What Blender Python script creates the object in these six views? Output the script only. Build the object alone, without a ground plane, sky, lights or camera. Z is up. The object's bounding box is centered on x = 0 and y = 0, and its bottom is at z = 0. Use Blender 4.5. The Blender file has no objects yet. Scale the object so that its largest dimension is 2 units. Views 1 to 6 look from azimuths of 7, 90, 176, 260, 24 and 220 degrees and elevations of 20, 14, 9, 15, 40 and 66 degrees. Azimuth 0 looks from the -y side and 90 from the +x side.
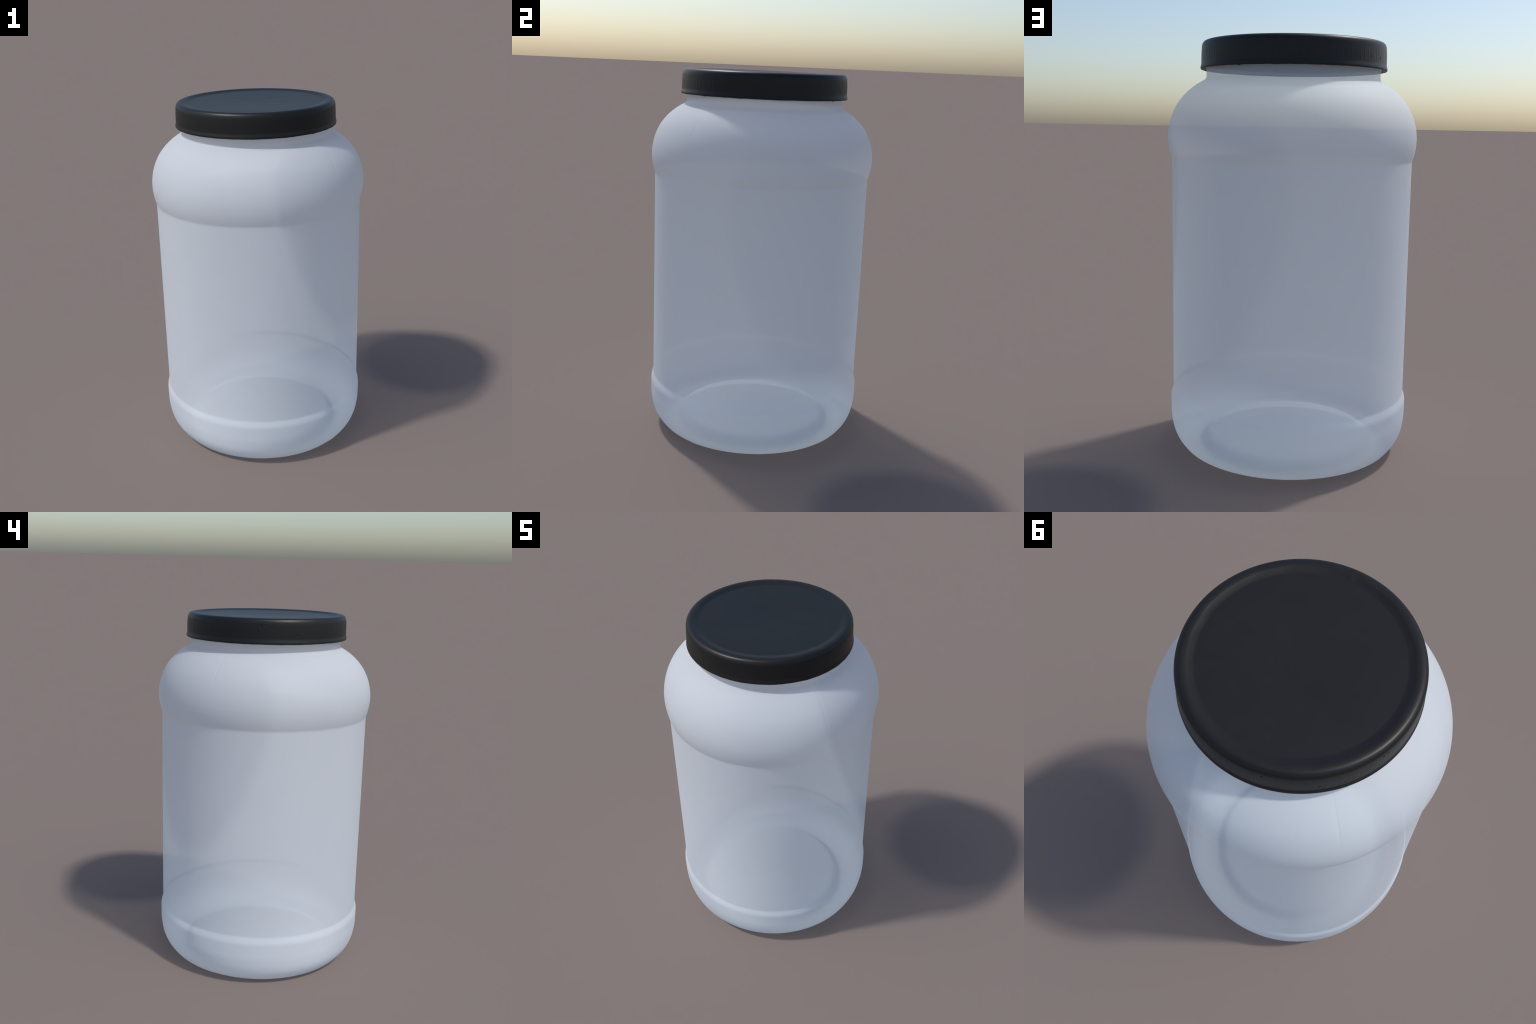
"""Wide-mouth frosted plastic storage jar with a black screw lid."""
import bpy
import math
import numpy as np

rng = np.random.default_rng(7)

# ----------------------------------------------------------------------------
# profile helpers
# ----------------------------------------------------------------------------


def spline(points, step):
    """Centripetal Catmull-Rom curve through (r, z) control points, evenly spaced."""
    p = np.array(points, float)
    ends = [2 * p[0] - p[1], *p, 2 * p[-1] - p[-2]]
    out = []
    for a, b, c, d in zip(ends, ends[1:], ends[2:], ends[3:]):
        t0 = 0.0
        t1 = t0 + max(np.linalg.norm(b - a), 1e-9) ** 0.5
        t2 = t1 + max(np.linalg.norm(c - b), 1e-9) ** 0.5
        t3 = t2 + max(np.linalg.norm(d - c), 1e-9) ** 0.5
        for t in np.linspace(t1, t2, 24, endpoint=False):
            a1 = (t1 - t) / (t1 - t0) * a + (t - t0) / (t1 - t0) * b
            a2 = (t2 - t) / (t2 - t1) * b + (t - t1) / (t2 - t1) * c
            a3 = (t3 - t) / (t3 - t2) * c + (t - t2) / (t3 - t2) * d
            b1 = (t2 - t) / (t2 - t0) * a1 + (t - t0) / (t2 - t0) * a2
            b2 = (t3 - t) / (t3 - t1) * a2 + (t - t1) / (t3 - t1) * a3
            out.append((t2 - t) / (t2 - t1) * b1 + (t - t1) / (t2 - t1) * b2)
    out.append(p[-1])
    out = np.array(out)
    s = np.concatenate([[0], np.cumsum(np.linalg.norm(np.diff(out, axis=0), axis=1))])
    n = max(2, int(round(s[-1] / step)) + 1)
    q = np.linspace(0, s[-1], n)
    return np.column_stack([np.interp(q, s, out[:, 0]), np.interp(q, s, out[:, 1])])


def chain(*runs):
    """Join profile runs that share their end points."""
    out = [runs[0]]
    out += [r[1:] for r in runs[1:]]
    return np.concatenate(out)


def azimuth_of(theta):
    """Degrees, 0 on -y, 90 on +x (theta is measured the same way, in radians)."""
    return (np.degrees(theta) + 180.0) % 360.0 - 180.0


def revolve(name, profile, segments, material, relief=None, close_profile=False,
            poles=(False, False), slots=None, fine_at=()):
    """Sweep an (r, z) profile round z; relief(theta, r, z) may return changed r, z."""
    n = len(profile)
    theta = np.linspace(0, 2 * math.pi, segments, endpoint=False)
    for a in fine_at:                          # closer columns round a seam
        theta = np.concatenate([theta, a + np.linspace(-0.03, 0.03, 25) + 1e-5])
    theta = np.unique(np.round(theta % (2 * math.pi), 6))
    segments = len(theta)
    T, R = np.meshgrid(theta, profile[:, 0], indexing="ij")
    Z = np.broadcast_to(profile[:, 1], T.shape).copy()
    if relief is not None:
        R, Z = relief(T, R.copy(), Z)
    co = np.stack([R * np.sin(T), -R * np.cos(T), Z], axis=-1).reshape(-1, 3)
    i = np.arange(segments)[:, None]
    j = np.arange(n if close_profile else n - 1)[None, :]
    i2, j2 = (i + 1) % segments, (j + 1) % n
    quads = np.stack(np.broadcast_arrays(i * n + j, i2 * n + j, i2 * n + j2, i * n + j2), axis=-1)
    quad_row = np.broadcast_to(j, quads.shape[:2]).reshape(-1)
    quads = quads.reshape(-1, 4)
    tris = []
    extra = []
    for at_start in (True, False):
        if poles[0 if at_start else 1]:
            k = 0 if at_start else n - 1
            centre = len(co) + len(extra)
            extra.append((0.0, 0.0, float(profile[k, 1])))
            for s in range(segments):
                a, b = s * n + k, ((s + 1) % segments) * n + k
                tris.append((centre, b, a) if at_start else (centre, a, b))
    if extra:
        co = np.concatenate([co, np.array(extra)])
    me = bpy.data.meshes.new(name)
    me.vertices.add(len(co))
    me.vertices.foreach_set("co", co.astype(np.float32).ravel())
    tri = np.array(tris, int).reshape(-1, 3)
    loops = np.concatenate([quads.ravel(), tri.ravel()])
    me.loops.add(len(loops))
    me.loops.foreach_set("vertex_index", loops.astype(np.int32))
    starts = np.concatenate([np.arange(len(quads)) * 4, len(quads) * 4 + np.arange(len(tri)) * 3])
    me.polygons.add(len(starts))
    me.polygons.foreach_set("loop_start", starts.astype(np.int32))
    me.polygons.foreach_set("use_smooth", np.ones(len(starts), bool))
    if isinstance(material, (list, tuple)):
        for m in material:
            me.materials.append(m)
        idx = np.concatenate([slots[quad_row], np.full(len(tri), slots[-1])])
        me.polygons.foreach_set("material_index", idx.astype(np.int32))
    else:
        me.materials.append(material)
    me.update()
    me.validate()
    ob = bpy.data.objects.new(name, me)
    bpy.context.collection.objects.link(ob)
    return ob


def ripple(theta, seed, count, low, high):
    """Smooth periodic noise round the axis, about -1..1."""
    g = np.random.default_rng(seed)
    out = np.zeros_like(theta)
    for _ in range(count):
        k = g.integers(low, high)
        out += np.sin(k * theta + g.uniform(0, 2 * math.pi))
    return out / math.sqrt(count)


def wrap(a):
    return (a + math.pi) % (2 * math.pi) - math.pi


# ----------------------------------------------------------------------------
# materials
# ----------------------------------------------------------------------------


def new_material(name):
    m = bpy.data.materials.new(name)
    m.use_nodes = True
    nt = m.node_tree
    return m, nt, nt.nodes["Principled BSDF"]


OUTER_ALPHA, INNER_ALPHA = 0.502, 0.01
GLOW = 0.14                         # share of the scattered light that goes through the wall
BODY_COLOUR = (0.865, 0.93, 0.985)


def frosted_plastic(name, alpha, foot_alpha):
    m, nt, b = new_material(name)
    co = nt.nodes.new("ShaderNodeTexCoord")
    noise = nt.nodes.new("ShaderNodeTexNoise")
    noise.inputs["Scale"].default_value = 3.0
    noise.inputs["Detail"].default_value = 3.0
    nt.links.new(co.outputs["Object"], noise.inputs["Vector"])
    ramp = nt.nodes.new("ShaderNodeValToRGB")
    ramp.color_ramp.elements[0].position = 0.35
    ramp.color_ramp.elements[0].color = (*[c * 0.985 for c in BODY_COLOUR], 1)
    ramp.color_ramp.elements[1].position = 0.65
    ramp.color_ramp.elements[1].color = (*BODY_COLOUR, 1)
    nt.links.new(noise.outputs["Fac"], ramp.inputs["Fac"])
    nt.links.new(ramp.outputs["Color"], b.inputs["Base Color"])
    b.inputs["Roughness"].default_value = 0.6
    b.inputs["IOR"].default_value = 1.45
    b.inputs["Specular IOR Level"].default_value = 0.3
    # opacity by height: milkier towards the foot
    xyz = nt.nodes.new("ShaderNodeSeparateXYZ")
    nt.links.new(co.outputs["Object"], xyz.inputs["Vector"])
    foot_opacity = nt.nodes.new("ShaderNodeMapRange")
    foot_opacity.interpolation_type = "SMOOTHSTEP"
    foot_opacity.inputs["From Min"].default_value = 0.06
    foot_opacity.inputs["From Max"].default_value = 0.20
    foot_opacity.inputs["To Min"].default_value = foot_alpha
    foot_opacity.inputs["To Max"].default_value = alpha
    nt.links.new(xyz.outputs["Z"], foot_opacity.inputs["Value"])
    glow = nt.nodes.new("ShaderNodeBsdfTranslucent")
    nt.links.new(ramp.outputs["Color"], glow.inputs["Color"])
    wall = nt.nodes.new("ShaderNodeMixShader")
    wall.inputs["Fac"].default_value = GLOW
    nt.links.new(b.outputs["BSDF"], wall.inputs[1])
    nt.links.new(glow.outputs["BSDF"], wall.inputs[2])
    clear = nt.nodes.new("ShaderNodeBsdfTransparent")
    cover = nt.nodes.new("ShaderNodeMixShader")
    nt.links.new(foot_opacity.outputs["Result"], cover.inputs["Fac"])
    nt.links.new(clear.outputs["BSDF"], cover.inputs[1])
    nt.links.new(wall.outputs["Shader"], cover.inputs[2])
    nt.links.new(cover.outputs["Shader"], nt.nodes["Material Output"].inputs["Surface"])
    return m


def lid_plastic():
    m, nt, b = new_material("black_plastic")
    co = nt.nodes.new("ShaderNodeTexCoord")
    noise = nt.nodes.new("ShaderNodeTexNoise")
    noise.inputs["Scale"].default_value = 9.0
    noise.inputs["Detail"].default_value = 5.0
    nt.links.new(co.outputs["Object"], noise.inputs["Vector"])
    ramp = nt.nodes.new("ShaderNodeValToRGB")
    ramp.color_ramp.elements[0].position = 0.3
    ramp.color_ramp.elements[0].color = (0.0082, 0.0082, 0.0084, 1)
    ramp.color_ramp.elements[1].position = 0.7
    ramp.color_ramp.elements[1].color = (0.0100, 0.0100, 0.0102, 1)
    nt.links.new(noise.outputs["Fac"], ramp.inputs["Fac"])
    nt.links.new(ramp.outputs["Color"], b.inputs["Base Color"])
    b.inputs["Roughness"].default_value = 0.42
    b.inputs["Specular IOR Level"].default_value = 0.32
    # fine moulded grain
    grain = nt.nodes.new("ShaderNodeTexNoise")
    grain.inputs["Scale"].default_value = 60.0
    grain.inputs["Detail"].default_value = 3.0
    nt.links.new(co.outputs["Object"], grain.inputs["Vector"])
    bump = nt.nodes.new("ShaderNodeBump")
    bump.inputs["Strength"].default_value = 0.08
    bump.inputs["Distance"].default_value = 0.002
    nt.links.new(grain.outputs["Fac"], bump.inputs["Height"])
    nt.links.new(bump.outputs["Normal"], b.inputs["Normal"])
    return m


OUTER = frosted_plastic("frosted_plastic", OUTER_ALPHA, 0.515)
INNER = frosted_plastic("frosted_plastic_inside", INNER_ALPHA, 0.20)
BLACK = lid_plastic()

# ----------------------------------------------------------------------------
# jar body: profile from the middle of the base, up the outside, over the mouth
# and back down the inside
# ----------------------------------------------------------------------------
SEAM = math.radians(52.5)          # mould parting line, and its opposite
WALL = 0.002
DOME_TOP, DOME_EDGE = 0.138, 0.385


def dome(r):
    return DOME_TOP - 0.076 * (r / DOME_EDGE) ** 1.8


dome_r = np.linspace(0.004, DOME_EDGE, 70)
dome_z = dome(dome_r) - 0.007 * np.exp(-(dome_r / 0.020) ** 2) \
    + 0.0020 * np.exp(-((dome_r - 0.04) / 0.012) ** 2)
base_panel = np.column_stack([dome_r, dome_z])
push_up = spline([(DOME_EDGE, dome(DOME_EDGE)), (0.397, 0.0565), (0.410, 0.046), (0.423, 0.031),
                  (0.436, 0.015), (0.448, 0.005), (0.459, 0.0010), (0.470, 0.0)], 0.003)
foot = spline([(0.470, 0.0), (0.486, 0.0012), (0.502, 0.0045), (0.517, 0.0105), (0.5325, 0.0205),
               (0.549, 0.040), (0.5635, 0.060), (0.5740, 0.080), (0.5815, 0.100),
               (0.5866, 0.120), (0.5900, 0.140), (0.5928, 0.160), (0.5945, 0.182)], 0.004)
heel = spline([(0.5945, 0.182), (0.5951, 0.215), (0.5952, 0.240), (0.5949, 0.255), (0.5934, 0.2655),
               (0.5903, 0.2770), (0.5871, 0.2868), (0.5849, 0.2940), (0.5840, 0.3000),
               (0.5838, 0.308)], 0.0025)
side = chain(spline([(0.5838, 0.308), (0.5838, 0.6), (0.5838, 1.0), (0.5838, 1.432)], 0.02),
             spline([(0.5838, 1.432), (0.58395, 1.438), (0.5845, 1.4435), (0.5856, 1.4485)], 0.0012))
# underside of the bulge: a parabola that meets the wall in a tight corner
drop = np.linspace(0.0965, 0.018, 24)
under = np.column_stack([0.6018 - 1.75 * drop ** 2, 1.545 - drop])
under[0] = (0.5856, 1.4485)
bulge = spline([tuple(under[-1]), (0.6018, 1.552), (0.5990, 1.585),
                (0.5915, 1.622), (0.5778, 1.662), (0.5550, 1.7055), (0.5247, 1.7440),
                (0.4890, 1.7772), (0.4568, 1.8000), (0.4350, 1.8122), (0.4240, 1.8205),
                (0.4195, 1.8300)], 0.004)
bulge = chain(under, bulge)
neck = spline([(0.4195, 1.8300), (0.4187, 1.837), (0.4187, 1.857), (0.4196, 1.8630), (0.4222, 1.8680),
               (0.4245, 1.8715), (0.4250, 1.8760), (0.4250, 1.8830)], 0.002)
mouth = spline([(0.4250, 1.8830), (0.4247, 1.8838), (0.4240, 1.8842), (0.4233, 1.8838),
                (0.4230, 1.8830)], 0.0004)
outside = chain(base_panel, push_up, foot, heel, side, bulge, neck)
# inner skin: the outside moved in by the wall thickness along its normal
tangent = np.gradient(outside, axis=0)
tangent /= np.linalg.norm(tangent, axis=1)[:, None]
inside = outside + WALL * np.column_stack([-tangent[:, 1], tangent[:, 0]])
inside[:, 0] = np.maximum(inside[:, 0], 0.004)
profile = np.concatenate([outside, mouth[1:-1], inside[::-1]])
slots = np.zeros(len(profile), int)
slots[len(outside) + len(mouth) // 2:] = 1


def body_relief(theta, r, z):
    dr = np.zeros_like(r)
    for seam in (SEAM, SEAM + math.pi):
        arc = wrap(theta - seam) * r
        ridge = np.exp(-(arc / 0.006) ** 2)
        on_shoulder = np.clip((z - 1.60) / 0.10, 0, 1) * np.clip((1.83 - z) / 0.02, 0, 1)
        on_heel = np.clip((0.10 - z) / 0.06, 0, 1) * np.clip((r - 0.45) / 0.03, 0, 1)
        dr += ridge * (-0.0009 * on_shoulder + 0.0010 * on_heel)
    # the two mould halves do not quite meet at the foot
    half = np.clip(wrap(theta - SEAM) * 60, 0, 1) * np.clip(-wrap(theta - SEAM - math.pi) * 60, 0, 1)
    dr += 0.0018 * half * np.clip((0.08 - z) / 0.06, 0, 1) * np.clip((r - 0.47) / 0.03, 0, 1)
    # hardly visible waviness of blown plastic
    amp = np.clip(r / 0.5, 0, 1)
    dr += 0.0005 * amp * np.sin(2 * theta + 0.6 + 1.5 * z) + 0.0003 * amp * np.sin(3 * theta - 2.0 * z)
    dr += -0.0015 * np.sin(theta) * np.clip((1.3 - z) / 0.9, 0, 1) * amp
    return r + dr, z


body = revolve("body", profile, 448, [OUTER, INNER], relief=body_relief,
               poles=(True, True), slots=slots, fine_at=(SEAM, SEAM + math.pi))

# ----------------------------------------------------------------------------
# lid
# ----------------------------------------------------------------------------
RIM = 1.9920
RECESS = 1.9913
panel_r = np.linspace(0.004, 0.362, 60)      # the panel sags towards its middle
SAG = 0.0090
panel_sag = SAG * (np.exp(-(panel_r / 0.27) ** 2) - math.exp(-(0.362 / 0.27) ** 2))
top_panel = np.column_stack([panel_r, RECESS - panel_sag])
rim = spline([(0.362, RECESS), (0.372, RECESS + 0.0003), (0.381, RECESS + 0.0018),
              (0.391, RIM + 0.0034), (0.401, RIM + 0.0060), (0.411, RIM + 0.0071),
              (0.420, RIM + 0.0068), (0.428, RIM + 0.0048), (0.4345, RIM + 0.0004),
              (0.4392, RIM - 0.0065), (0.4420, RIM - 0.0155), (0.4432, RIM - 0.0265)], 0.0015)
skirt = spline([(0.4432, RIM - 0.0265), (0.4443, 1.940), (0.4449, 1.915), (0.4452, 1.900)], 0.0012)
lip = spline([(0.4452, 1.900), (0.4456, 1.893), (0.4470, 1.886), (0.4487, 1.8795), (0.4493, 1.8750),
              (0.4490, 1.8715), (0.4476, 1.8686), (0.4450, 1.8674), (0.4410, 1.8672),
              (0.4350, 1.8684), (0.4295, 1.8700), (0.4282, 1.8712)], 0.001)
hollow = spline([(0.4282, 1.8712), (0.4280, 1.900), (0.4280, 1.955), (0.4265, 1.9690),
                 (0.4200, 1.9740)], 0.004)
ceiling = np.column_stack([np.linspace(0.4200, 0.004, 40), np.full(40, 1.9740)])
lid_profile = chain(top_panel, rim, skirt, lip, hollow, ceiling)

RIBS = 108
# chips and pits in the skirt: azimuth (degrees), height, half width, half height, depth
PITS = [(-103.9, 1.961, .0030, .0060, .0022), (-101.4, 1.962, .0028, .0050, .0020),
        (-78.9, 1.914, .0030, .0045, .0022), (-64.6, 1.927, .0025, .0070, .0016),
        (-159.2, 1.965, .0022, .0055, .0024), (-134.2, 1.917, .0028, .0035, .0024),
        (-122.9, 1.915, .0028, .0050, .0020), (177.7, 1.909, .0035, .0022, .0018),
        (-174.0, 1.911, .0030, .0020, .0012), (74.1, 1.919, .0026, .0060, .0018),
        (-52.0, 1.906, .0022, .0035, .0014), (20.0, 1.931, .0020, .0060, .0012),
        (112.0, 1.940, .0022, .0050, .0014)]
# drips along the lower edge: azimuth, half width (radians), drop
DRIPS = [(142.2, .022, .0024), (75.1, .03, .0010), (26.9, .03, .0012), (47.9, .03, .0016),
         (31.3, .02, .0010), (100.0, .04, .0008), (-35.0, .03, .0006), (165.0, .02, .0008)]


def lid_relief(theta, r, z):
    dr = np.zeros_like(r)
    dz = np.zeros_like(r)
    outer = r > 0.4420
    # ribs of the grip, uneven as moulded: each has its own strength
    strength = np.clip(0.45 + 0.45 * ripple(theta, 3, 8, 5, 40), 0.05, 1.2)
    up_down = np.clip(0.65 + 0.35 * np.sin(55 * z + 9 * ripple(theta, 5, 6, 3, 30)), 0, 1)
    phase = RIBS * theta + 0.8 * ripple(theta, 11, 5, 2, 20)
    rib = np.clip(np.cos(phase), 0.1, 1) - 0.1
    grip = np.clip((z - 1.893) / 0.018, 0, 1) * np.clip((1.966 - z) / 0.022, 0, 1) * outer
    dr += 0.00070 * rib * strength * up_down * grip
    fine = ripple(theta, 23, 14, 150, 420)
    dr += 0.00014 * fine * grip
    for az, h, w, t, depth in PITS:
        a = wrap(theta - math.radians(az)) * 0.4445
        dr -= depth * np.exp(-(a / w) ** 2 - ((z - h) / t) ** 2) * outer
    low = np.clip((1.878 - z) / 0.008, 0, 1) * np.clip((r - 0.4300) / 0.008, 0, 1)
    for az, w, drop in DRIPS:
        dz -= drop * np.exp(-(wrap(theta - math.radians(az)) / w) ** 2) * low
    dz -= 0.00035 * ripple(theta, 31, 10, 6, 60) * low
    # rounded rim is not perfectly even; small gate mark on the step of the top
    step = np.exp(-((r - 0.392) / 0.016) ** 2) * (z > 1.985)
    dz += 0.0004 * ripple(theta, 41, 6, 2, 24) * step
    gate = np.exp(-(((wrap(theta - math.radians(9.9)) * 0.39) / 0.014) ** 2)
                  - ((r - 0.388) / 0.010) ** 2) * (z > 1.985)
    dz += 0.0010 * gate
    x, y = r * np.sin(theta), -r * np.cos(theta)
    on_top = (z > 1.985) * np.clip((0.40 - r) / 0.03, 0, 1)
    across = 0.94 * y - 0.34 * x              # faint drag streaks from the mould
    dz += on_top * (0.00007 * np.sin(60 * across + 2 * np.sin(9 * x)) * (0.5 + 0.5 * np.sin(13 * x + 8 * y))
                    + 0.00018 * np.sin(34 * across + 4 * np.sin(5 * y + 2 * x)) * np.cos(6 * x - 3 * y)
                    + 0.0005 * np.sin(5 * x + 1.0) * np.sin(4 * y))
        # the lid sits very slightly askew, higher towards -x and -y
    return r + dr, z + dz - 0.0026 * x - 0.0014 * y


lid = revolve("lid", lid_profile, 2400, BLACK, relief=lid_relief, poles=(True, True))
lid.location = (-0.0012, -0.0018, 0.0)

# ----------------------------------------------------------------------------
# hierarchy
# ----------------------------------------------------------------------------
jar = bpy.data.objects.new("plastic_jar", None)
bpy.context.collection.objects.link(jar)
jar["label"] = "translucent frosted plastic jar with black ribbed screw lid"
jar["category"] = "storage jar"
for part in (body, lid):
    part.parent = jar
